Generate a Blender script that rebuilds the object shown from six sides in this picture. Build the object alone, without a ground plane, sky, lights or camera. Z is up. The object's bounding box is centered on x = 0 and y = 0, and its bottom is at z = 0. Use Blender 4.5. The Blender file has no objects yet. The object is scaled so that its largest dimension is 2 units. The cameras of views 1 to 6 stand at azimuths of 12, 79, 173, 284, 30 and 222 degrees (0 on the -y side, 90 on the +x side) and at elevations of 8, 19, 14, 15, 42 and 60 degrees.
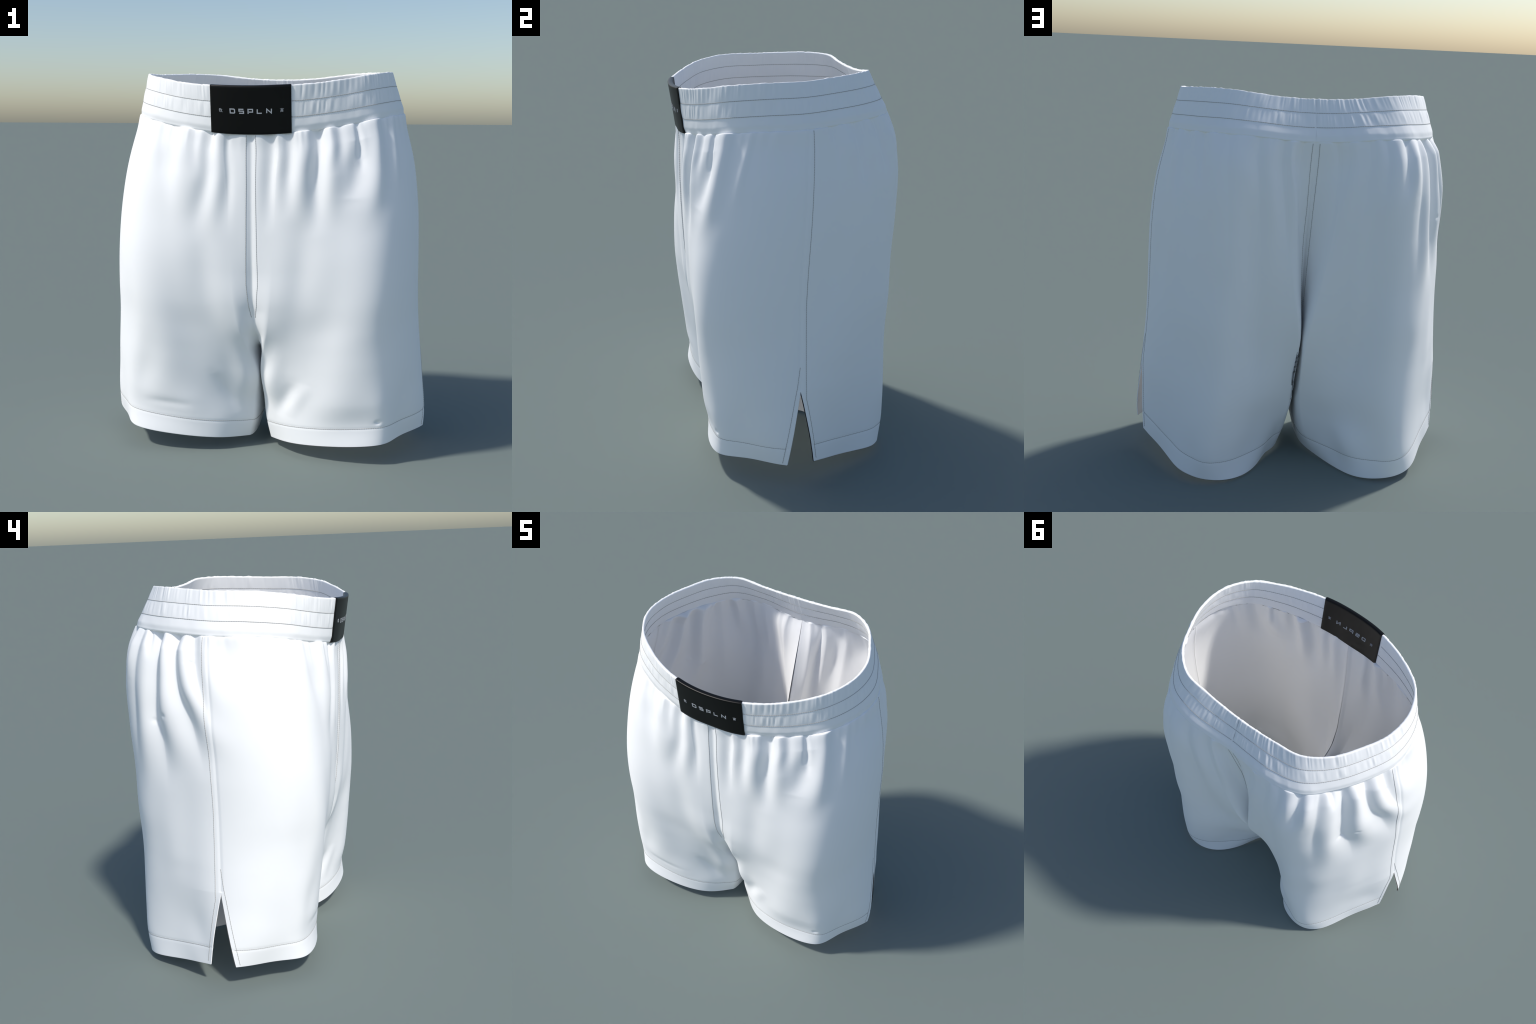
"""White satin boxing shorts: elastic waistband with a black name patch, two legs,
each sewn from a front and a back panel with a side vent, gathered folds, stitching."""
import bpy
import numpy as np
from mathutils import Vector

RNG = np.random.default_rng(7)

# ---------------------------------------------------------------- cross-sections
# One leg half (the +x one, the other is its mirror).  Thirteen stations run round
# each section: 0 = centre-front seam / inseam, 3 = front, 6 = side, 9 = back,
# 12 = centre-back seam / inseam.  First number: how far from waist seam to hem.
SECTIONS = [
    (0.00, [(0.000, -0.511), (0.135, -0.508), (0.277, -0.479), (0.428, -0.428), (0.580, -0.338), (0.675, -0.183), (0.700, 0.000), (0.645, 0.174), (0.562, 0.325), (0.454, 0.454), (0.288, 0.505), (0.127, 0.497), (0.000, 0.486)]),  # waist seam
    (0.05, [(0.000, -0.512), (0.138, -0.513), (0.289, -0.499), (0.445, -0.454), (0.597, -0.363), (0.694, -0.204), (0.721, -0.003), (0.672, 0.196), (0.578, 0.352), (0.466, 0.497), (0.299, 0.525), (0.137, 0.493), (0.000, 0.463)]),  # gathers
    (0.14, [(0.000, -0.513), (0.127, -0.516), (0.279, -0.514), (0.443, -0.479), (0.612, -0.401), (0.728, -0.233), (0.759, -0.012), (0.693, 0.209), (0.590, 0.384), (0.464, 0.534), (0.286, 0.540), (0.127, 0.502), (0.000, 0.420)]),  # hip
    (0.28, [(0.000, -0.505), (0.118, -0.511), (0.273, -0.515), (0.443, -0.495), (0.628, -0.439), (0.760, -0.265), (0.788, -0.026), (0.706, 0.213), (0.595, 0.399), (0.454, 0.539), (0.271, 0.529), (0.105, 0.487), (0.000, 0.355)]),  # seat
    (0.42, [(0.000, -0.485), (0.110, -0.502), (0.264, -0.512), (0.439, -0.506), (0.634, -0.467), (0.773, -0.286), (0.797, -0.037), (0.713, 0.212), (0.594, 0.400), (0.444, 0.526), (0.258, 0.490), (0.070, 0.465), (0.000, 0.305)]),  # low hip
    (0.54, [(0.000, -0.450), (0.094, -0.486), (0.244, -0.492), (0.424, -0.492), (0.628, -0.473), (0.774, -0.293), (0.801, -0.040), (0.720, 0.212), (0.595, 0.402), (0.437, 0.524), (0.247, 0.450), (0.036, 0.435), (0.000, 0.265)]),  # upper thigh
    (0.63, [(0.000, -0.360), (0.070, -0.443), (0.218, -0.456), (0.404, -0.468), (0.616, -0.464), (0.772, -0.289), (0.808, -0.040), (0.726, 0.211), (0.591, 0.398), (0.426, 0.516), (0.229, 0.420), (0.020, 0.390), (0.000, 0.210)]),  # fork start
    (0.68, [(0.000, -0.200), (0.047, -0.396), (0.202, -0.434), (0.395, -0.458), (0.613, -0.456), (0.774, -0.287), (0.814, -0.040), (0.729, 0.209), (0.591, 0.399), (0.423, 0.514), (0.219, 0.408), (0.015, 0.356), (0.000, 0.110)]),  # fork
    (0.70, [(0.000, 0.000), (0.038, -0.375), (0.196, -0.425), (0.392, -0.454), (0.613, -0.453), (0.775, -0.286), (0.817, -0.040), (0.729, 0.208), (0.592, 0.400), (0.423, 0.514), (0.216, 0.404), (0.014, 0.341), (0.000, 0.000)]),  # crotch
    (0.76, [(0.004, 0.005), (0.020, -0.315), (0.183, -0.399), (0.388, -0.445), (0.616, -0.445), (0.775, -0.285), (0.826, -0.039), (0.732, 0.206), (0.595, 0.404), (0.427, 0.514), (0.213, 0.387), (0.016, 0.295), (0.004, 0.005)]),  # thigh
    (0.86, [(0.012, 0.013), (0.030, -0.265), (0.183, -0.368), (0.394, -0.431), (0.629, -0.426), (0.762, -0.283), (0.839, -0.032), (0.737, 0.202), (0.603, 0.405), (0.447, 0.509), (0.232, 0.348), (0.040, 0.225), (0.012, 0.013)]),  # lower thigh
    (0.94, [(0.030, 0.018), (0.042, -0.258), (0.192, -0.372), (0.404, -0.418), (0.643, -0.402), (0.757, -0.268), (0.854, -0.021), (0.744, 0.192), (0.613, 0.405), (0.466, 0.505), (0.261, 0.362), (0.080, 0.192), (0.030, 0.018)]),  # above hem
    (1.00, [(0.060, 0.021), (0.062, -0.250), (0.200, -0.372), (0.416, -0.428), (0.650, -0.408), (0.757, -0.243), (0.868, -0.011), (0.750, 0.176), (0.628, 0.400), (0.474, 0.493), (0.291, 0.417), (0.140, 0.199), (0.060, 0.021)]),  # hem
]
HEM_Z = [0.028, 0.050, 0.070, 0.090, 0.112, 0.123, 0.125, 0.091, 0.051, 0.024, 0.006, 0.010, 0.028]
WAIST_Z = [1.671, 1.675, 1.689, 1.712, 1.743, 1.765, 1.775, 1.785, 1.792, 1.800, 1.795, 1.780, 1.775]
# upper rim of the elastic band at the same stations
RIM = [(0.000, -0.549, 1.893), (0.146, -0.537, 1.897), (0.288, -0.496, 1.907), (0.427, -0.425, 1.928),
       (0.556, -0.320, 1.956), (0.629, -0.168, 1.974), (0.630, 0.000, 1.979), (0.574, 0.152, 1.988),
       (0.498, 0.286, 1.996), (0.376, 0.378, 1.994), (0.222, 0.393, 1.977), (0.104, 0.398, 1.969), (0.000, 0.400, 1.967)]

T_ROWS = np.array([s[0] for s in SECTIONS])
SEC = np.array([s[1] for s in SECTIONS], float)
HEM_Z, WAIST_Z, RIM = np.array(HEM_Z), np.array(WAIST_Z), np.array(RIM)
STATIONS = np.arange(13.0)

SIDE = 6.05          # station of the side seam
APEX_T = 0.764       # where the vent opens
VENT_FRONT_Y, VENT_BACK_Y = -.090, .070   # y of the vent corners at the hem
CROTCH_T = 0.70
CLOTH = 0.007        # cloth thickness
A_UNIT, T_UNIT = 0.14, 1.60          # metres per station / per unit of t

# ---------------------------------------------------------------- splines
def natural_spline(xk, x):
    """Matrix from knot values to values of a natural cubic spline."""
    n = len(xk); h = np.diff(xk)
    m = np.zeros((n, n)); r = np.zeros((n, n)); m[0, 0] = m[-1, -1] = 1
    for i in range(1, n - 1):
        m[i, i - 1] = h[i - 1]; m[i, i] = 2 * (h[i - 1] + h[i]); m[i, i + 1] = h[i]
        r[i, i - 1] = 6 / h[i - 1]; r[i, i] = -6 / h[i - 1] - 6 / h[i]; r[i, i + 1] = 6 / h[i]
    d2 = np.linalg.solve(m, r)
    i = np.clip(np.searchsorted(xk, x, side='right') - 1, 0, n - 2)
    hh = h[i]; a = (xk[i + 1] - x) / hh; b = 1 - a
    out = np.zeros((len(x), n)); k = np.arange(len(x)); out[k, i] += a; out[k, i + 1] += b
    return out + ((a**3 - a) * hh**2 / 6)[:, None] * d2[i] + ((b**3 - b) * hh**2 / 6)[:, None] * d2[i + 1]


def hermite_spline(xk, x):
    n = len(xk); h = np.diff(xk); tan = np.zeros((n, n))
    for i in range(1, n - 1):
        w0 = h[i] / (h[i - 1] + h[i]); w1 = 1 - w0
        tan[i, i - 1] -= w0 / h[i - 1]; tan[i, i] += w0 / h[i - 1] - w1 / h[i]; tan[i, i + 1] += w1 / h[i]
    tan[0, 0] = -1 / h[0]; tan[0, 1] = 1 / h[0]; tan[-1, -2] = -1 / h[-1]; tan[-1, -1] = 1 / h[-1]
    i = np.clip(np.searchsorted(xk, x, side='right') - 1, 0, n - 2); hh = h[i]; s = (x - xk[i]) / hh
    out = np.zeros((len(x), n)); k = np.arange(len(x))
    out[k, i] += 2 * s**3 - 3 * s**2 + 1; out[k, i + 1] += -2 * s**3 + 3 * s**2
    return out + ((s**3 - 2 * s**2 + s) * hh)[:, None] * tan[i] + ((s**3 - s**2) * hh)[:, None] * tan[i + 1]


def ring_spline(values, a):
    """Closed curve through mirrored stations; a in -12..12, + is the +x side."""
    left = values[1:-1][::-1] * np.array([-1, 1, 1.0])
    loop = np.vstack([values, left])
    x = np.mod(a, 24.0); i = np.floor(x).astype(int); f = (x - i)[:, None]
    p0, p1, p2, p3 = (loop[(i + k) % 24] for k in (-1, 0, 1, 2))
    return p1 + 0.5 * f * (p2 - p0 + f * (2 * p0 - 5 * p1 + 4 * p2 - p3 + f * (3 * (p1 - p2) + p3 - p0)))


def smoothstep(lo, hi, x):
    u = np.clip((x - lo) / (hi - lo), 0, 1); return u * u * (3 - 2 * u)


# ---------------------------------------------------------------- folds
# (side, path of (station, t), height out(+)/in(-), width in metres)
FOLDS = [
    # front of the -x leg
    (-1, [(1.52, -.02), (1.60, .11), (1.90, .228), (2.10, .30)], -.015, .032),
    (-1, [(1.20, -.02), (1.25, .12), (1.45, .25)], .006, .030),
    (-1, [(0.82, -.02), (0.88, .138), (1.05, .25)], -.011, .028),
    (-1, [(3.22, .00), (3.22, .13)], -.006, .025),
    (-1, [(2.75, -.02), (2.75, .08)], -.007, .022),
    (-1, [(2.02, -.02), (2.02, .085)], -.006, .020),
    (-1, [(2.40, -.02), (2.45, .18)], .006, .035),
    # front of the +x leg
    (1, [(0.73, -.02), (0.70, .10), (0.73, .23)], -.012, .028),
    (1, [(1.02, -.02), (1.05, .15)], .005, .025),
    (1, [(1.30, -.02), (1.42, .168)], -.010, .024),
    (1, [(1.78, -.02), (1.82, .20)], .009, .034),
    (1, [(2.28, -.02), (2.28, .098), (2.33, .208), (2.38, .27)], -.025, .028),
    (1, [(2.68, .00), (2.68, .20)], .009, .030),
    (1, [(2.90, -.02), (2.90, .075)], -.009, .018),
    (1, [(3.42, -.02), (3.50, .088), (3.55, .113)], -.012, .010),
    (1, [(3.45, .05), (3.42, .148), (3.28, .221)], -.015, .042),
    (1, [(3.95, .00), (3.98, .173), (3.80, .263)], .013, .030),
    (1, [(4.30, .00), (4.25, .20)], -.007, .030),
    (1, [(4.70, .00), (4.60, .15)], .005, .014),
    # side and back of the -x leg, the deep draped folds
    (-1, [(7.05, -.02), (7.00, .055), (6.88, .145), (6.68, .206), (6.52, .268), (6.35, .363)], -.024, .028),
    (-1, [(6.82, -.02), (6.74, .055), (6.55, .158), (6.25, .251), (6.08, .311)], .018, .034),
    (-1, [(7.88, -.02), (7.70, .063), (7.62, .185), (7.58, .248), (7.40, .311), (7.28, .406)], -.021, .028),
    (-1, [(7.38, -.02), (7.28, .058), (7.22, .150), (7.18, .243), (7.02, .338)], .018, .034),
    (-1, [(8.20, -.02), (8.10, .065), (8.02, .188), (7.95, .42)], .013, .034),
    (-1, [(8.50, -.02), (8.42, .10), (8.40, .20), (8.38, .326)], -.008, .020),
    (-1, [(8.80, -.02), (8.75, .113), (8.80, .145)], .010, .022),
    (-1, [(9.10, -.02), (9.05, .098)], -.009, .020),
    (-1, [(6.50, -.02), (6.35, .10), (6.20, .178), (6.02, .248)], -.011, .022),
    (-1, [(6.20, -.02), (6.05, .15)], .006, .025),
    (-1, [(5.62, -.02), (5.62, .11)], -.004, .030),
    (-1, [(11.30, -.02), (11.20, .108), (11.2, .25)], -.006, .020),
    (-1, [(10.80, -.02), (10.90, .12)], -.005, .018),
    (-1, [(8.33, -.01), (8.05, .03)], -.008, .008),
    (-1, [(7.76, .255), (7.50, .262)], -.004, .011),
    (-1, [(7.32, .235), (7.15, .240)], -.003, .010),
    (-1, [(6.56, .075), (6.40, .082)], -.005, .007),
    # back of the +x leg
    (1, [(10.40, -.02), (10.45, .20)], .006, .030),
    (1, [(11.05, -.02), (11.18, .083), (11.30, .20), (11.30, .35)], .010, .020),
    (1, [(10.85, -.02), (10.88, .10), (10.92, .28)], -.007, .018),
    (1, [(11.55, -.02), (11.58, .10), (11.62, .30)], -.008, .016),
    (1, [(10.12, -.02), (10.12, .14), (10.15, .32)], -.007, .022),
    (1, [(9.30, -.02), (9.28, .14), (9.25, .34)], -.006, .026),
    (1, [(10.50, -.02), (10.48, .25), (10.45, .45), (10.36, .60)], .004, .032),
    (1, [(10.08, .10), (10.05, .40), (10.02, .60)], -.003, .030),
    (1, [(9.55, .10), (9.65, .45), (9.68, .80)], .003, .040),
    (1, [(8.30, -.02), (8.33, .10)], -.009, .022),
    (1, [(7.52, -.02), (7.50, .12)], -.008, .022),
    (1, [(6.75, -.02), (6.78, .08)], -.007, .018),
    (-1, [(10.20, -.02), (10.22, .16)], -.005, .022),
    (-1, [(9.72, -.02), (9.70, .12)], -.005, .018),
    # drag lines above the hems
    (1, [(1.95, .915), (2.50, .80)], .006, .030),
    (1, [(1.50, .915), (2.12, .80)], -.006, .028),
    (-1, [(1.45, .915), (2.20, .78)], -.007, .026),
    (-1, [(3.80, .905), (3.25, .897), (2.68, .897)], -.003, .020),
    (1, [(4.05, .925), (3.90, .93)], -.006, .010),
]
FOLD_GAIN, FRONT_GAIN = 1.6, 1.2
# broad swells and hollows of the drape: (side, station, t, height, station width, t width)
SWELLS = [
    # fronts
    (-1, 3.0, .12, -.012, .35, .10), (1, 1.95, .42, -.014, .50, .18), (-1, 1.90, .46, -.014, .50, .18),
    (1, 3.3, .72, .017, .60, .18), (-1, 3.3, .68, .017, .55, .18), (1, 4.1, .91, .010, .40, .08),
    (1, 1.45, .80, .032, .35, .08), (-1, 1.30, .79, .032, .35, .08),
    (-1, 4.3, .60, -.012, .35, .15), (-1, 3.9, .82, -.012, .35, .08),
    (1, 3.0, .88, .011, .50, .08), (-1, 2.8, .90, .009, .45, .06), (-1, 3.7, .75, -.007, .35, .10),
    (1, 5.5, .92, .016, .50, .12), (-1, 5.4, .92, .018, .50, .12),
    # sides
    (1, 6.55, .13, -.010, .30, .10), (1, 7.4, .25, .014, .30, .18), (1, 6.7, .41, -.008, .25, .10),
    (-1, 7.1, .86, -.012, .50, .10), (-1, 6.85, .07, -.008, .30, .06),
    # backs
    (1, 8.2, .62, .013, .45, .38), (1, 10.7, .68, -.013, .40, .20), (-1, 10.05, .52, .011, .25, .15), (-1, 6.8, .60, -.010, .40, .25), (1, 11.1, .72, -.022, .40, .14), (-1, 10.9, .75, -.010, .40, .14),
    (1, 6.8, .91, -.008, .3, .08), (-1, 6.7, .90, -.010, .3, .08), (1, 9.8, .30, -.012, .30, .12), (1, 9.9, .65, -.014, .30, .15),
    (1, 9.58, .88, .014, .35, .08), (1, 9.78, .10, .012, .35, .07), (1, 9.3, .43, .006, .30, .2),
    (1, 11.05, .94, -.024, .40, .08), (1, 10.8, .06, .008, .25, .05), (1, 8.4, .94, -.010, .3, .06),
    (-1, 10.6, .10, .009, .30, .08), (-1, 9.55, .13, .011, .30, .10),
    (-1, 9.2, .52, .007, .30, .20), (-1, 8.1, .60, .012, .45, .22), (-1, 8.4, .11, .008, .25, .08),
    (-1, 9.93, .28, -.012, .30, .12), (-1, 9.9, .66, -.007, .30, .15), (-1, 9.83, .91, .042, .35, .07),
]
# small gathers all along the waist seam: (station, height, width, reach in t)
GATHERS = {}
for side in (1, -1):
    g, a = [], 0.35
    while a < 11.8:
        g.append((a, RNG.uniform(-.005, .003), RNG.uniform(.008, .015), RNG.uniform(.02, .06)))
        a += RNG.uniform(.16, .34)
    # long soft pleats hanging from the band, deeper at the back
    a, flip = 0.5, 1
    while a < 11.6:
        back = a > 6.6
        flip = -flip
        g.append((a, flip * RNG.uniform(.4, 1) * (.004 if back else .002), RNG.uniform(.018, .032), RNG.uniform(.12, .40 if back else .22)))
        a += RNG.uniform(.3, .55)
    GATHERS[side] = g


def path_distance(a, t, path):
    """Metric distance from (a, t) to a polyline, and the fraction along it."""
    p = np.stack([a * A_UNIT, t * T_UNIT], -1)
    q = np.array([(x * A_UNIT, y * T_UNIT) for x, y in path])
    # resample the polyline as a smooth curve
    u = np.linspace(0, len(q) - 1, 12 * (len(q) - 1) + 1)
    q = natural_spline(np.arange(float(len(q))), u) @ q if len(q) > 2 else q
    seg = np.linalg.norm(np.diff(q, axis=0), axis=1); run = np.concatenate([[0], np.cumsum(seg)])
    best = np.full(p.shape[:-1], 1e9); frac = np.zeros(p.shape[:-1])
    for k in range(len(q) - 1):
        d = q[k + 1] - q[k]; w = np.clip(((p - q[k]) @ d) / (d @ d), 0, 1)
        dist = np.linalg.norm(p - q[k] - w[..., None] * d, axis=-1)
        hit = dist < best
        best[hit] = dist[hit]; frac[hit] = ((run[k] + w * seg[k]) / run[-1])[hit]
    return best, frac


def relief(side, a, t):
    """Height of folds, gathers and seam grooves above the smooth section loft."""
    d = np.zeros(a.shape)
    for s, path, height, width in FOLDS:
        if s != side:
            continue
        lo = min(p[0] for p in path) - 1.0; hi = max(p[0] for p in path) + 1.0
        tl = min(p[1] for p in path) - .08; th = max(p[1] for p in path) + .30
        m = (a > lo) & (a < hi) & (t > tl) & (t < th)
        if not m.any():
            continue
        starts_at_waist = path[0][1] < 0.02
        if starts_at_waist:      # folds die out slowly beyond their last strong point
            (a0, t0), (a1, t1) = path[-2], path[-1]
            path = path + [(a1 + (a1 - a0) * .35, t1 + (t1 - t0) * .35 + .04)]
        dist, f = path_distance(a[m], t[m], path)
        fade = (1 - smoothstep(.45, 1.0, f)) if starts_at_waist else np.sin(np.pi * np.clip(f * .9 + .05, 0, 1))
        if height > 0 and starts_at_waist and path[0][0] > 5.5:
            fade = fade * smoothstep(.0, .05, t[m])      # rear ridges rise gently from the seam
        wid = width * (1 + (.6 * f if starts_at_waist else 0))
        d[m] += (FRONT_GAIN if path[0][0] < 5.5 else FOLD_GAIN) * height * fade * np.exp(-(dist / wid) ** (1.5 if height < 0 and path[0][0] > 5.5 else 2.0))
    for s, x, tt, h, wa, wt in SWELLS:
        if s == side:
            d += h * np.exp(-((a - x) / wa) ** 2 - ((t - tt) / wt) ** 2)
    for x, h, w, reach in GATHERS[side]:
        m = np.abs(a - x) < .6
        d[m] += h * np.exp(-((a[m] - x) * A_UNIT / w) ** 2) * np.exp(-(t[m] / reach) ** 2)
    # the cloth swells out just under the band, where it is tucked in
    d += np.where(a > 6.6, .0025, .006) * np.exp(-((t - .014) / .02) ** 2) - .007 * np.exp(-(t / .004) ** 2)
    # the rear flap of each vent hangs a little inside the front one
    u = np.clip((t - APEX_T) / (1 - APEX_T), 0, 1)
    d -= .028 * u * np.exp(-((a - 6.35) / .38) ** 2) * smoothstep(SIDE, SIDE + .12, a)
    # seam and stitch grooves
    d -= .0025 * np.exp(-((a - SIDE) * A_UNIT / .005) ** 2) * (t < APEX_T)
    d -= .0015 * np.exp(-((t - .945) * T_UNIT / .006) ** 2)
    # nothing moves on the centre seams and the inseam, so both sides meet
    edge = np.minimum(a, 12 - a) * A_UNIT
    return d * smoothstep(0, .03, edge) * smoothstep(-.004, .010, t)


def section_weights(a, t):
    """Round each section: a natural spline over stations 1..11, joined to the centre
    seam (or to the inseam, below the crotch) by one Hermite piece at either end."""
    n = len(a); w = np.zeros((n, 13)); inner = STATIONS[1:12]
    mid = np.clip(a, 1, 11)
    w[:, 1:12] = natural_spline(inner, mid)
    e = 1e-3
    d_lo = (natural_spline(inner, np.array([1 + e])) - natural_spline(inner, np.array([1.0])))[0] / e
    d_hi = (natural_spline(inner, np.array([11 - e])) - natural_spline(inner, np.array([11.0])))[0] / e
    closed = smoothstep(.69, .73, t)
    for end, near, far, d, m in ((0, 1, 11, d_lo, a < 1), (12, 11, 1, d_hi, a > 11)):
        s = (a if end == 0 else 12 - a)[m]; c = closed[m]
        h00, h10, h01, h11 = 2*s**3 - 3*s**2 + 1, s**3 - 2*s**2 + s, -2*s**3 + 3*s**2, s**3 - s**2
        q = np.zeros((m.sum(), 13))
        q[:, end] += h00 - h10 * (1 - c)
        q[:, near] += h01 + h10 * (1 - c) + h10 * c * .5
        q[:, far] -= h10 * c * .5
        q[:, 1:12] += (h11 * .6)[:, None] * d
        w[m] = q
    return w


def loft(side, a, t):
    shape = a.shape; a = a.ravel(); t = t.ravel()
    bt = hermite_spline(T_ROWS, t); ba = natural_spline(STATIONS, a)
    w = section_weights(a, t)
    xy = np.einsum('nj,jkc,nk->nc', bt, SEC, w)
    z = (1 - t) * (ba @ WAIST_Z) + t * (ba @ HEM_Z)
    x = xy[:, 0]
    inner = np.minimum(a, 12 - a)
    x = np.where((inner < 1e-6) & (t <= CROTCH_T), 0.0, np.maximum(x, .002 * np.minimum(1, inner * 20)))
    # the top row is exactly the lower edge of the waistband
    w = np.clip(1 - t / .05, 0, 1) ** 2   # 1 at the seam
    ring = ring_spline(np.column_stack([SEC[0], WAIST_Z]), a)
    x = x * (1 - w) + ring[:, 0] * w; xy[:, 1] = xy[:, 1] * (1 - w) + ring[:, 1] * w; z = z * (1 - w) + ring[:, 2] * w
    y = xy[:, 1] + .007 * np.exp(-(x / .018) ** 2) * (1 - smoothstep(.45, .6, t)) * smoothstep(0, .03, t) * (a < 6)
    return np.stack([side * x, y, z], -1).reshape(shape + (3,))


def grid_normals(p, side):
    n = np.cross(np.gradient(p, axis=1), np.gradient(p, axis=0))
    n /= np.linalg.norm(n, axis=-1, keepdims=True) + 1e-12
    return -n * side


def cloth_grid(side, a, t):
    base = loft(side, a, t)
    n = grid_normals(base, side)
    p = base + n * relief(side, a, t)[..., None]
    # the two legs touch but never pass through each other
    gap = .0015 * np.minimum(1, np.minimum(a, 12 - a) * 20)
    p[..., 0] = side * np.maximum(side * p[..., 0], gap)
    return p, n


def cloth_point(side, a, t, lift=0.0):
    """Points and normals on the finished cloth for 1-D lists of (a, t)."""
    e = .004
    def pos(aa, tt):
        da, dt = .01, .002
        b = loft(side, aa, tt)
        n = np.cross(loft(side, np.minimum(aa + da, 12), tt) - loft(side, np.maximum(aa - da, 0), tt),
                     loft(side, aa, np.minimum(tt + dt, 1)) - loft(side, aa, np.maximum(tt - dt, 0)))
        n = -side * n / (np.linalg.norm(n, axis=-1, keepdims=True) + 1e-12)
        return b + n * relief(side, aa, tt)[:, None], n
    p, n0 = pos(a, t)
    pa, _ = pos(np.minimum(a + e * 3, 12), t); pt, _ = pos(a, np.minimum(t + e, 1))
    n = np.cross(pa - p, pt - p)
    l = np.linalg.norm(n, axis=-1, keepdims=True)
    n = np.where(l > 1e-9, -side * n / (l + 1e-12), n0)
    return p + n * lift, n


# ---------------------------------------------------------------- mesh helpers
def make_mesh(name, verts, faces, material, normals=None, smooth=True):
    me = bpy.data.meshes.new(name)
    verts = np.asarray(verts, np.float32)
    me.from_pydata(verts.tolist(), [], faces.tolist() if isinstance(faces, np.ndarray) else faces)
    me.polygons.foreach_set('use_smooth', np.full(len(me.polygons), smooth))
    me.update()
    if normals is not None:
        me.normals_split_custom_set_from_vertices(np.asarray(normals, np.float32).tolist())
    me.materials.append(material)
    ob = bpy.data.objects.new(name, me)
    bpy.context.scene.collection.objects.link(ob)
    return ob


def grid_faces(rows, cols, offset=0, flip=False):
    i = (np.arange(rows - 1)[:, None] * cols + np.arange(cols - 1)).ravel() + offset
    f = np.stack([i, i + 1, i + cols + 1, i + cols], 1)
    return f[:, ::-1] if flip else f


# ---------------------------------------------------------------- materials
def fabric_material(name, base, rough=.78, spec=.35):
    m = bpy.data.materials.new(name); m.use_nodes = True
    nt = m.node_tree; b = nt.nodes['Principled BSDF']
    tc = nt.nodes.new('ShaderNodeTexCoord')
    noise = nt.nodes.new('ShaderNodeTexNoise'); noise.inputs['Scale'].default_value = 9; noise.inputs['Detail'].default_value = 3
    ramp = nt.nodes.new('ShaderNodeValToRGB')
    ramp.color_ramp.elements[0].position = .3; ramp.color_ramp.elements[1].position = .7
    ramp.color_ramp.elements[0].color = tuple(c * .992 for c in base) + (1,)
    ramp.color_ramp.elements[1].color = tuple(base) + (1,)
    weave = nt.nodes.new('ShaderNodeTexNoise'); weave.inputs['Scale'].default_value = 420; weave.inputs['Detail'].default_value = 2
    bump = nt.nodes.new('ShaderNodeBump'); bump.inputs['Strength'].default_value = .05; bump.inputs['Distance'].default_value = .001
    nt.links.new(tc.outputs['Object'], noise.inputs['Vector'])
    nt.links.new(tc.outputs['Object'], weave.inputs['Vector'])
    nt.links.new(noise.outputs['Fac'], ramp.inputs['Fac'])
    nt.links.new(ramp.outputs['Color'], b.inputs['Base Color'])
    nt.links.new(weave.outputs['Fac'], bump.inputs['Height'])
    nt.links.new(bump.outputs['Normal'], b.inputs['Normal'])
    b.inputs['Roughness'].default_value = rough
    b.inputs['Specular IOR Level'].default_value = spec
    return m


WHITE = (.985, .985, .985)
cloth_mat = fabric_material('white_satin', WHITE)
band_mat = fabric_material('white_elastic', WHITE)
patch_mat = fabric_material('black_patch_rubber', (.0025, .0025, .0025), .38, .22)
thread_mat = fabric_material('grey_thread', (.43, .42, .40), .7)
print_mat = fabric_material('grey_print', (.40, .42, .45), .6)

# ---------------------------------------------------------------- the thing
shorts = bpy.data.objects.new('boxing_shorts', None)
shorts.empty_display_size = .3
bpy.context.scene.collection.objects.link(shorts)
shorts['label'] = 'white boxing shorts with elastic waistband and black front patch'
shorts['category'] = 'shorts'


def adopt(child, parent):
    child.parent = parent
    return child


# ---------------------------------------------------------------- leg panels
T_SAMPLES = np.unique(np.concatenate([
    np.linspace(0, .06, 26), np.linspace(.06, .60, 120), np.linspace(.60, .72, 50),
    np.linspace(.72, 1, 70), [CROTCH_T, APEX_T, .945]]).round(5))


def vent_edges(t):
    """Stations of the two straight vent edges at each t."""
    u = np.clip((t - APEX_T) / (1 - APEX_T), 0, 1)
    scan = np.linspace(5.0, 7.0, 201)
    y0 = loft(1, np.array([SIDE]), np.array([APEX_T]))[0, 1]
    ef, eb = np.full(len(t), SIDE), np.full(len(t), SIDE)
    for i, tt in enumerate(t):
        if u[i] > 0:
            y = loft(1, scan, np.full(201, tt))[:, 1]
            ef[i] = np.interp(y0 + (VENT_FRONT_Y - y0) * u[i], y, scan)
            eb[i] = np.interp(y0 + (VENT_BACK_Y - y0) * u[i], y, scan)
    return ef, eb


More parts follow.
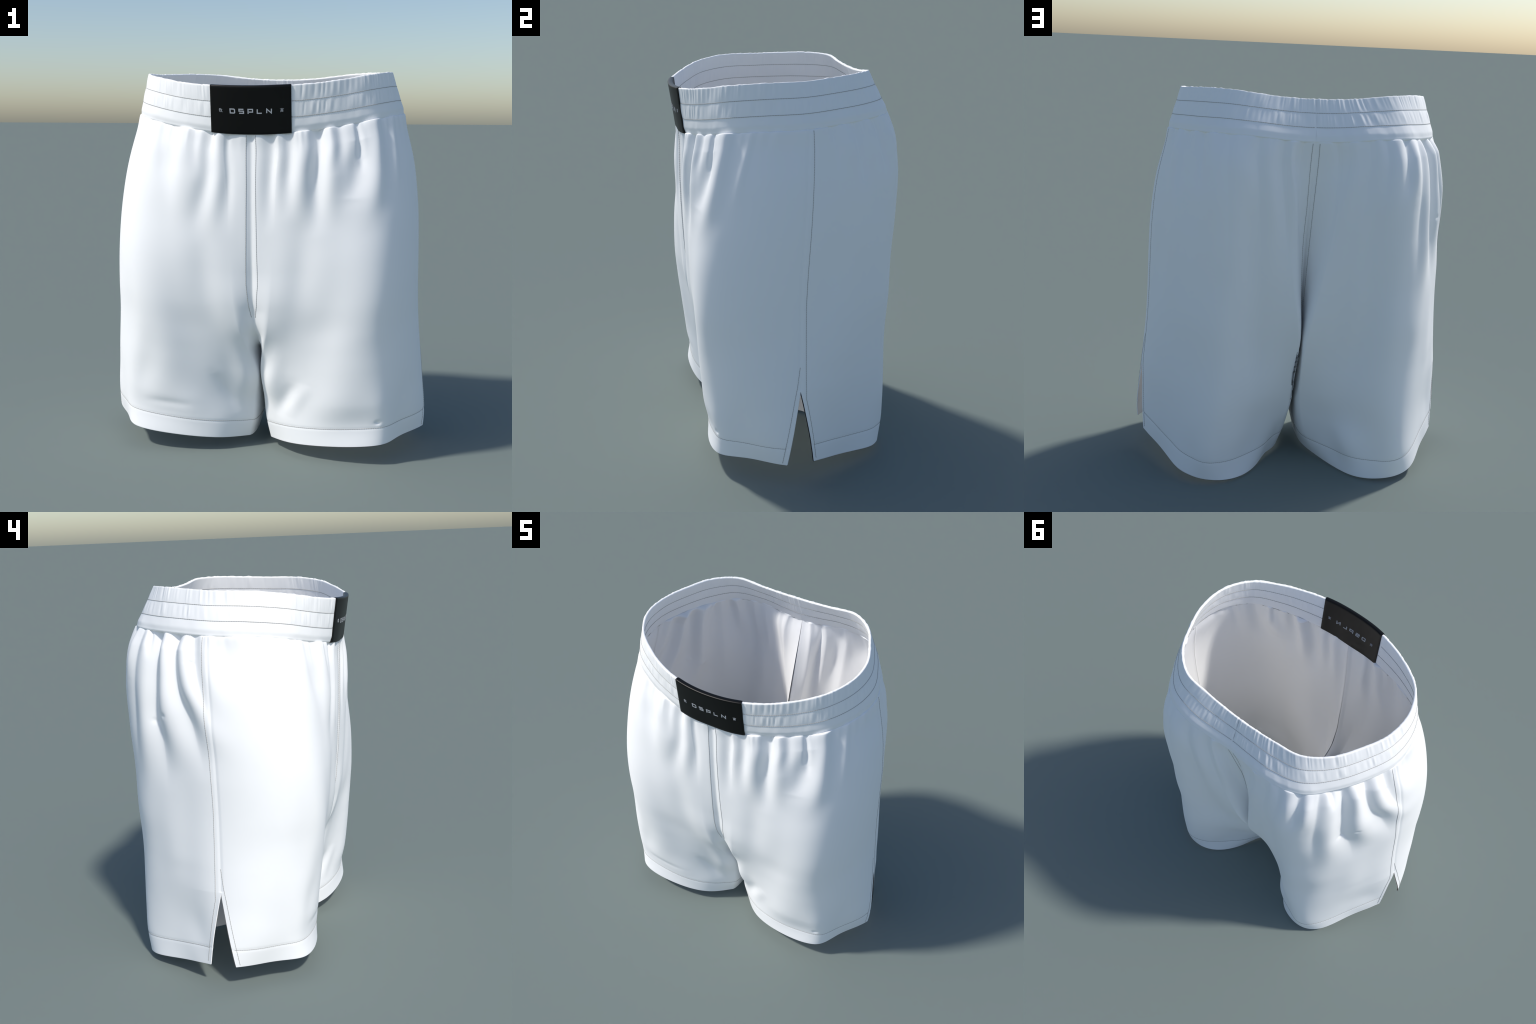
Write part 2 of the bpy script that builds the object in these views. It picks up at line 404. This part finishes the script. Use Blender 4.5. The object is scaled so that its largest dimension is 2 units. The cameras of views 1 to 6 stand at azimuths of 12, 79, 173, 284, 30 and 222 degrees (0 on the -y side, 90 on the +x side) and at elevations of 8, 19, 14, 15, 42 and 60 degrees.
def build_panel(name, side, front):
    cols = 300
    q = np.linspace(0, 1, cols)
    q = .85 * q + .15 * (q - np.sin(2 * np.pi * q) / (2 * np.pi))   # denser at both borders
    t = np.repeat(T_SAMPLES[:, None], cols, 1)
    ef, eb = vent_edges(T_SAMPLES)
    a = q * ef[:, None] if front else eb[:, None] + q * (12 - eb[:, None])
    p, _ = cloth_grid(side, a, t)
    n = grid_normals(p, side)
    rows = len(T_SAMPLES)
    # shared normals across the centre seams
    inner = p - n * CLOTH
    k = rows * cols
    verts = [p.reshape(-1, 3), inner.reshape(-1, 3)]; norms = [n.reshape(-1, 3), -n.reshape(-1, 3)]
    faces = [grid_faces(rows, cols, 0, side > 0), grid_faces(rows, cols, k, side < 0)]
    start = 2 * k

    def rim(idx, outward):
        """Rounded cut edge along a border given by flat outer indices."""
        nonlocal start
        po, pi = verts[0][idx], verts[1][idx]
        mid = (po + pi) / 2 + outward * CLOTH * .5
        verts.append(mid); norms.append(outward)
        m = np.arange(len(idx)) + start
        faces.append(np.stack([idx[:-1], idx[1:], m[1:], m[:-1]], 1))
        faces.append(np.stack([m[:-1], m[1:], idx[1:] + k, idx[:-1] + k], 1))
        start += len(idx)

    flat = np.arange(k).reshape(rows, cols)
    down = p[-1] - p[-2]; down /= np.linalg.norm(down, axis=1, keepdims=True)
    rim(flat[-1], down)
    vent_col = cols - 1 if front else 0
    other = cols - 2 if front else 1
    r0 = int(np.argmin(np.abs(T_SAMPLES - APEX_T)))
    o = p[r0:, vent_col] - p[r0:, other]; o /= np.linalg.norm(o, axis=1, keepdims=True) + 1e-12
    rim(flat[r0:, vent_col], o)
    ob = make_mesh(name, np.vstack(verts), np.vstack(faces), cloth_mat, np.vstack(norms))
    return adopt(ob, shorts)


# ---------------------------------------------------------------- stitching
def stitch_run(points, normals, length=.0110, gap=.0006, radius=.0013):
    """Little thread capsules laid end to end along a polyline."""
    seg = np.linalg.norm(np.diff(points, axis=0), axis=1); run = np.concatenate([[0], np.cumsum(seg)])
    n_st = int(run[-1] / (length + gap)); verts = []; faces = []
    if n_st < 1:
        return np.zeros((0, 3)), []
    def at(s):
        return np.stack([np.interp(s, run, points[:, c]) for c in range(3)], -1), \
               np.stack([np.interp(s, run, normals[:, c]) for c in range(3)], -1)
    ring = 6; ang = np.arange(ring) / ring * 2 * np.pi
    for k in range(n_st):
        s0 = k * (length + gap)
        s = s0 + np.array([0, .12, .5, .88, 1]) * length
        r = radius * np.array([.6, .9, 1, .9, .6]); lift = radius * np.array([-.2, .1, .3, .1, -.2])
        c, nn = at(s)
        d = c[-1] - c[0]; d /= np.linalg.norm(d) + 1e-12
        nn /= np.linalg.norm(nn, axis=1, keepdims=True) + 1e-12
        b = np.cross(d, nn)
        base = len(verts) * 0 + sum(len(v) for v in verts)
        for j in range(5):
            verts.append(c[j] + nn[j] * lift[j] + r[j] * (np.cos(ang)[:, None] * b[j] + np.sin(ang)[:, None] * nn[j]))
        for j in range(4):
            for i in range(ring):
                i2 = (i + 1) % ring
                faces.append((base + j * ring + i, base + j * ring + i2, base + (j + 1) * ring + i2, base + (j + 1) * ring + i))
        faces.append(tuple(base + i for i in range(ring))[::-1]); faces.append(tuple(base + 4 * ring + i for i in range(ring)))
    return np.vstack(verts), faces


def build_stitching(runs, parent):
    verts = []; faces = []; off = 0
    for pts, nrm in runs:
        v, f = stitch_run(pts, nrm)
        verts.append(v); faces += [tuple(i + off for i in q) for q in f]; off += len(v)
    ob = make_mesh('stitching', np.vstack(verts), faces, thread_mat)
    ob['kind'] = 'stuff'
    return adopt(ob, parent)


def seam_path(side, path, count=260):
    q = np.array(path, float); u = np.linspace(0, len(q) - 1, count)
    f = np.stack([np.interp(u, np.arange(len(q)), q[:, c]) for c in range(2)], 1)
    return cloth_point(side, f[:, 0], f[:, 1], .0004)


VENT_FRONT, VENT_BACK = (float(e[0]) for e in vent_edges(np.array([1.0])))
VENT_T = np.linspace(.79, .995, 10)
VENT_F, VENT_B = vent_edges(VENT_T)
for side in (1, -1):
    fp = build_panel('front_panel', side, True)
    bp = build_panel('back_panel', side, False)
    front_runs = [
        seam_path(side, [(.17, .012), (.18, .15), (.22, .32), (.27, .46), (.20, .53), (.10, .57)]),
        seam_path(side, [(.02, .945), (VENT_FRONT + .09, .945)], 500),
        seam_path(side, [(SIDE + .0, .69), (SIDE - .06, .75)] + [(e - .085, tt) for tt, e in zip(VENT_T, VENT_F)]),
    ]
    back_runs = [
        seam_path(side, [(SIDE + .14, .012), (SIDE + .13, .25), (SIDE + .10, .5), (SIDE + .12, .75)] + [(e + .085, tt) for tt, e in zip(VENT_T, VENT_B)], 400),
        seam_path(side, [(VENT_BACK - .05, .945), (11.98, .945)], 500),
    ]
    back_runs.append(seam_path(side, [(11.88, .012), (11.86, .2), (11.75, .36), (11.65, .5)] if side > 0 else [(11.86, .012), (11.88, .2), (11.88, .36), (11.85, .5)]))
    build_stitching(front_runs, fp)
    build_stitching(back_runs, bp)

# ---------------------------------------------------------------- waistband
BAND_T = .012
WAIST = np.column_stack([SEC[0], WAIST_Z])
STITCH_ROWS = (.33, .675)
PUCKERS = []
for zone in range(3):
    c = []; a = -12.0
    while a < 12:
        c.append((a, RNG.uniform(-1, 1), RNG.uniform(.004, .010)))
        a += RNG.uniform(.06, .17)
    PUCKERS.append(c)


def pucker(zone, a):
    d = np.zeros(a.shape)
    for x, h, w in PUCKERS[zone]:
        m = np.abs(a - x) < .5
        d[m] += h * np.exp(-((a[m] - x) * A_UNIT / w) ** 2)
    return d


def band_surface(a, h):
    """Mid-surface of the band; h = 0 rim, 1 waist seam."""
    shape = a.shape; af, hf = a.ravel(), h.ravel()
    top = ring_spline(RIM, af); bot = ring_spline(WAIST, af)
    return (top + (bot - top) * hf[:, None]).reshape(shape + (3,))


def band_relief(a, h):
    s1, s2 = STITCH_ROWS
    z0 = np.sin(np.pi * np.clip((h + .10) / (s1 + .10), 0, 1)); z1 = np.sin(np.pi * np.clip((h - s1) / (s2 - s1), 0, 1))
    z2 = np.sin(np.pi * np.clip((h - s2) / (1.08 - s2), 0, 1))
    puff = .0014 * (np.sqrt(np.abs(z0)) * (h < s1) + np.sqrt(np.abs(z1)) * ((h >= s1) & (h < s2)) + .8 * z2 * (h >= s2))
    w0 = np.where(h < s1, z0, 0); w1 = np.where((h >= s1) & (h < s2), z1, 0); w2 = np.where(h >= s2, z2, 0)
    return puff + .0025 * (pucker(0, a) * w0 + pucker(1, a) * w1 * .9) + .0012 * pucker(2, a * .45) * w2


def build_band():
    cols = 1441
    av = np.linspace(-12, 12, cols)
    s1, s2 = STITCH_ROWS
    hv = np.unique(np.concatenate([np.linspace(0, 1, 44), [s1, s2], s1 + np.array([-.02, -.01, .01, .02]), s2 + np.array([-.02, -.01, .01, .02])]))
    A, H = np.meshgrid(av, hv)
    mid = band_surface(A, H)
    n = np.cross(np.gradient(mid, axis=1), np.gradient(mid, axis=0)); n /= np.linalg.norm(n, axis=-1, keepdims=True)
    if n[0, 720, 1] > 0:
        n = -n
    rel = band_relief(A, H)
    thin = 1 - .75 * smoothstep(.86, 1.0, H)
    outer = mid + n * ((BAND_T * .5 + rel) * thin)[..., None]
    inner = mid - n * (BAND_T * .5 + rel * .6)[..., None]
    # rounded rim: three rings over the top
    up = mid[0] - mid[-1]; up /= np.linalg.norm(up, axis=1, keepdims=True)
    rag = .004 + .0018 * pucker(0, av)[:, None]
    rings = []
    for ang in np.radians([30, 60, 90, 120, 150]):
        wo = (1 + np.cos(ang)) / 2
        rings.append(outer[0] * wo + inner[0] * (1 - wo) + up * rag * np.sin(ang))
    # lower lip folds under
    low = [inner[-1] * .5 + outer[-1] * .5 - up * .003]
    loop = np.stack(list(outer[::-1]) + rings + list(inner) + low + [outer[-1]])
    rows = len(loop)
    ob = make_mesh('waistband', loop.reshape(-1, 3), grid_faces(rows, cols, 0, True), band_mat)
    # weld the seam where the strip closes at the back
    import bmesh
    bm = bmesh.new(); bm.from_mesh(ob.data); bmesh.ops.remove_doubles(bm, verts=bm.verts, dist=1e-5)
    bmesh.ops.recalc_face_normals(bm, faces=bm.faces); bm.to_mesh(ob.data); bm.free()
    adopt(ob, shorts)
    runs = []
    for h in STITCH_ROWS:
        aa = np.linspace(-12, 12, 1600); hh = np.full(1600, h)
        m = band_surface(aa[None], hh[None])[0]; m2 = band_surface(aa[None], hh[None] + .02)[0]
        nn = np.cross(np.gradient(m, axis=0), m2 - m); nn /= np.linalg.norm(nn, axis=1, keepdims=True)
        if nn[800, 1] > 0:
            nn = -nn
        keep = np.abs(aa) > PATCH_A - .03
        for half in (aa > 0, aa < 0):
            sel = keep & half
            runs.append((m[sel] + nn[sel] * (BAND_T * .5 + .0008), nn[sel]))
            runs.append((m[sel] - nn[sel] * (BAND_T * .5 + .0008), -nn[sel]))
    build_stitching(runs, ob)
    return ob


PATCH_A = 1.42
band = build_band()

# ---------------------------------------------------------------- black patch
def band_frame(a, h):
    m = band_surface(a[None], h[None])[0]; e = .02
    da = band_surface(a[None] + e, h[None])[0] - m; dh = band_surface(a[None], h[None] + e)[0] - m
    n = np.cross(da, dh); n /= np.linalg.norm(n, axis=1, keepdims=True)
    return m, np.where(n[:, 1:2] > 0, -n, n)


def patch_offsets():
    return BAND_T * .5 + .0075, BAND_T * .5 + .006


def build_patch():
    """Rubber tab folded over the rim: rounded slab following the band."""
    out_d, in_d = patch_offsets()
    cols, rows = 61, 25
    av = np.linspace(-PATCH_A, PATCH_A, cols); hv = np.linspace(-.010, 1.005, rows)
    # closed cross-section: outer face down, inner face up, with rounded ends
    loop_h, loop_o = [], []
    for h in hv: loop_h.append(h); loop_o.append(out_d)
    mid_o, half = (out_d - in_d) / 2, (out_d + in_d) / 2
    for ang in np.radians([60, 30, 0, -30, -60]):
        loop_h.append(1.005 + .018 * np.cos(ang)); loop_o.append(mid_o + half * np.sin(ang))
    for h in hv[::-1]: loop_h.append(h); loop_o.append(-in_d)
    for ang in np.radians([-60, -30, 0, 30, 60]):
        loop_h.append(-.010 - .018 * np.cos(ang)); loop_o.append(mid_o + half * np.sin(ang))
    loop_h, loop_o = np.array(loop_h), np.array(loop_o)
    m = len(loop_h); verts = []
    shrink = np.ones(cols)
    for j, a in enumerate(av):
        c, n = band_frame(a * (.955 + .065 * loop_h), loop_h)
        k = .86 if j in (0, cols - 1) else 1.0      # eased ends
        verts.append(c + n * (mid_o + (loop_o - mid_o) * k)[:, None])
    verts = np.vstack(verts); faces = []
    for j in range(cols - 1):
        for i in range(m):
            i2 = (i + 1) % m
            faces.append((j * m + i, j * m + i2, (j + 1) * m + i2, (j + 1) * m + i))
    for j in (0, cols - 1):           # side caps as strips between the two faces
        c = j * m
        for i in range(rows - 1):
            faces.append((c + i, c + i + 1, c + 2 * rows + 5 - 2 - i, c + 2 * rows + 5 - 1 - i))
        faces.append(tuple(c + rows - 1 + i for i in range(7)))
        faces.append(tuple(c + (2 * rows + 4 + i) % m for i in range(7)))
    ob = make_mesh('name_patch', verts, faces, patch_mat)
    import bmesh
    bm = bmesh.new(); bm.from_mesh(ob.data); bmesh.ops.recalc_face_normals(bm, faces=bm.faces); bm.to_mesh(ob.data); bm.free()
    ob.data.set_sharp_from_angle(angle=.9)
    return adopt(ob, shorts)


patch = build_patch()

# lettering: stroke skeletons in a unit box (x right, y up)
LETTERS = {
    'D': [[(0, 0), (0, 1), (.86, 1), (1, .86), (1, .14), (.86, 0), (0, 0)]],
    'S': [[(1, 1), (0, 1), (0, .53), (1, .53), (1, 0), (0, 0)]],
    'P': [[(0, -.12), (0, 1), (1, 1), (1, .32), (.18, .32)]],
    'L': [[(0, 1), (0, 0), (1, 0)]],
    'N': [[(0, 0), (0, 1), (1, 0), (1, 1.06)]],
    'teach': [[(.05, .85), (.5, .85)], [(.28, 1.0), (.28, .62)], [(.0, .62), (.55, .62)], [(.5, .95), (.05, .38)],
              [(.28, .4), (.28, .0)], [(.02, .22), (.5, .28)], [(.68, 1.0), (.58, .65)], [(.62, .72), (1.0, .72)],
              [(.88, .72), (.55, .0)], [(.66, .5), (1.0, .0)]],
    'raise': [[(.5, 1.05), (.5, .92)], [(.0, .86), (1.0, .86)], [(.42, .84), (.25, .62)], [(.2, .62), (.8, .64)], [(.68, .76), (.85, .58)],
              [(.2, .5), (.2, .0)], [(.2, .48), (.82, .48), (.82, .0)], [(.2, .32), (.8, .32)], [(.2, .16), (.8, .16)]],
}


def stroke_outline(pts, w):
    """Mitred left/right offsets of a polyline."""
    p = np.array(pts, float); closed = np.allclose(p[0], p[-1])
    k = len(p); L, R = [], []
    for i in range(k):
        prev = p[i - 1] if i > 0 else (p[-2] if closed else None)
        nxt = p[i + 1] if i < k - 1 else (p[1] if closed else None)
        d0 = None if prev is None else (p[i] - prev) / np.linalg.norm(p[i] - prev)
        d1 = None if nxt is None else (nxt - p[i]) / np.linalg.norm(nxt - p[i])
        d0 = d1 if d0 is None else d0; d1 = d0 if d1 is None else d1
        n0 = np.array([-d0[1], d0[0]]); n1 = np.array([-d1[1], d1[0]])
        mt = n0 + n1; mt /= np.linalg.norm(mt) + 1e-9
        sc = min(1 / max(.35, mt @ n0), 2.2)
        L.append(p[i] + mt * w / 2 * sc); R.append(p[i] - mt * w / 2 * sc)
    return np.array(L), np.array(R)


def build_letter(name, key, cx, cy, width, height, stroke, inside):
    """Raised print; cx is metres right of the patch centre, cy metres above its middle."""
    verts, faces = [], []; off = 0
    out_d, in_d = patch_offsets()
    for si, pts in enumerate(LETTERS[key]):
        q = np.array(pts); q = np.stack([cx + (q[:, 0] - .5) * width, cy + (q[:, 1] - .5) * height], 1)
        L, R = stroke_outline(q, stroke)
        k = len(q)
        flat = np.vstack([L, R])
        a = flat[:, 0] / .1376; h = .5 - flat[:, 1] / .225
        m, n = band_frame(a, h)
        lift = .0009 + .00012 * si
        if inside:
            base = m - n * (in_d - .0004); top = m - n * (in_d + lift)
        else:
            base = m + n * (out_d - .0004); top = m + n * (out_d + lift)
        verts.append(np.vstack([top, base]))
        for i in range(k - 1):
            l0, l1, r0, r1 = i, i + 1, k + i, k + i + 1
            faces.append((off + l0, off + l1, off + r1, off + r0))
            faces.append((off + l0 + 2 * k, off + l1 + 2 * k, off + l1, off + l0))
            faces.append((off + r0, off + r1, off + r1 + 2 * k, off + r0 + 2 * k))
        faces.append((off, off + k, off + 3 * k, off + 2 * k)); faces.append((off + k - 1, off + 3 * k - 1, off + 4 * k - 1, off + 2 * k - 1)[::-1])
        off += 4 * k
    ob = make_mesh(name, np.vstack(verts), faces, print_mat, smooth=False)
    import bmesh
    bm = bmesh.new(); bm.from_mesh(ob.data); bmesh.ops.recalc_face_normals(bm, faces=bm.faces); bm.to_mesh(ob.data); bm.free()
    return adopt(ob, patch)


for inside in (False, True):
    for key, cx in (('D', -.0935), ('S', -.0495), ('P', -.0050), ('L', .0400), ('N', .0855)):
        build_letter('letter', key, cx * .98 + .008, -.0035, .0215, .0190, .0052, inside)
    build_letter('character', 'teach', -.1410, -.002, .0165, .0180, .0014, inside)
    build_letter('character', 'raise', .1500, -.002, .0165, .0180, .0014, inside)
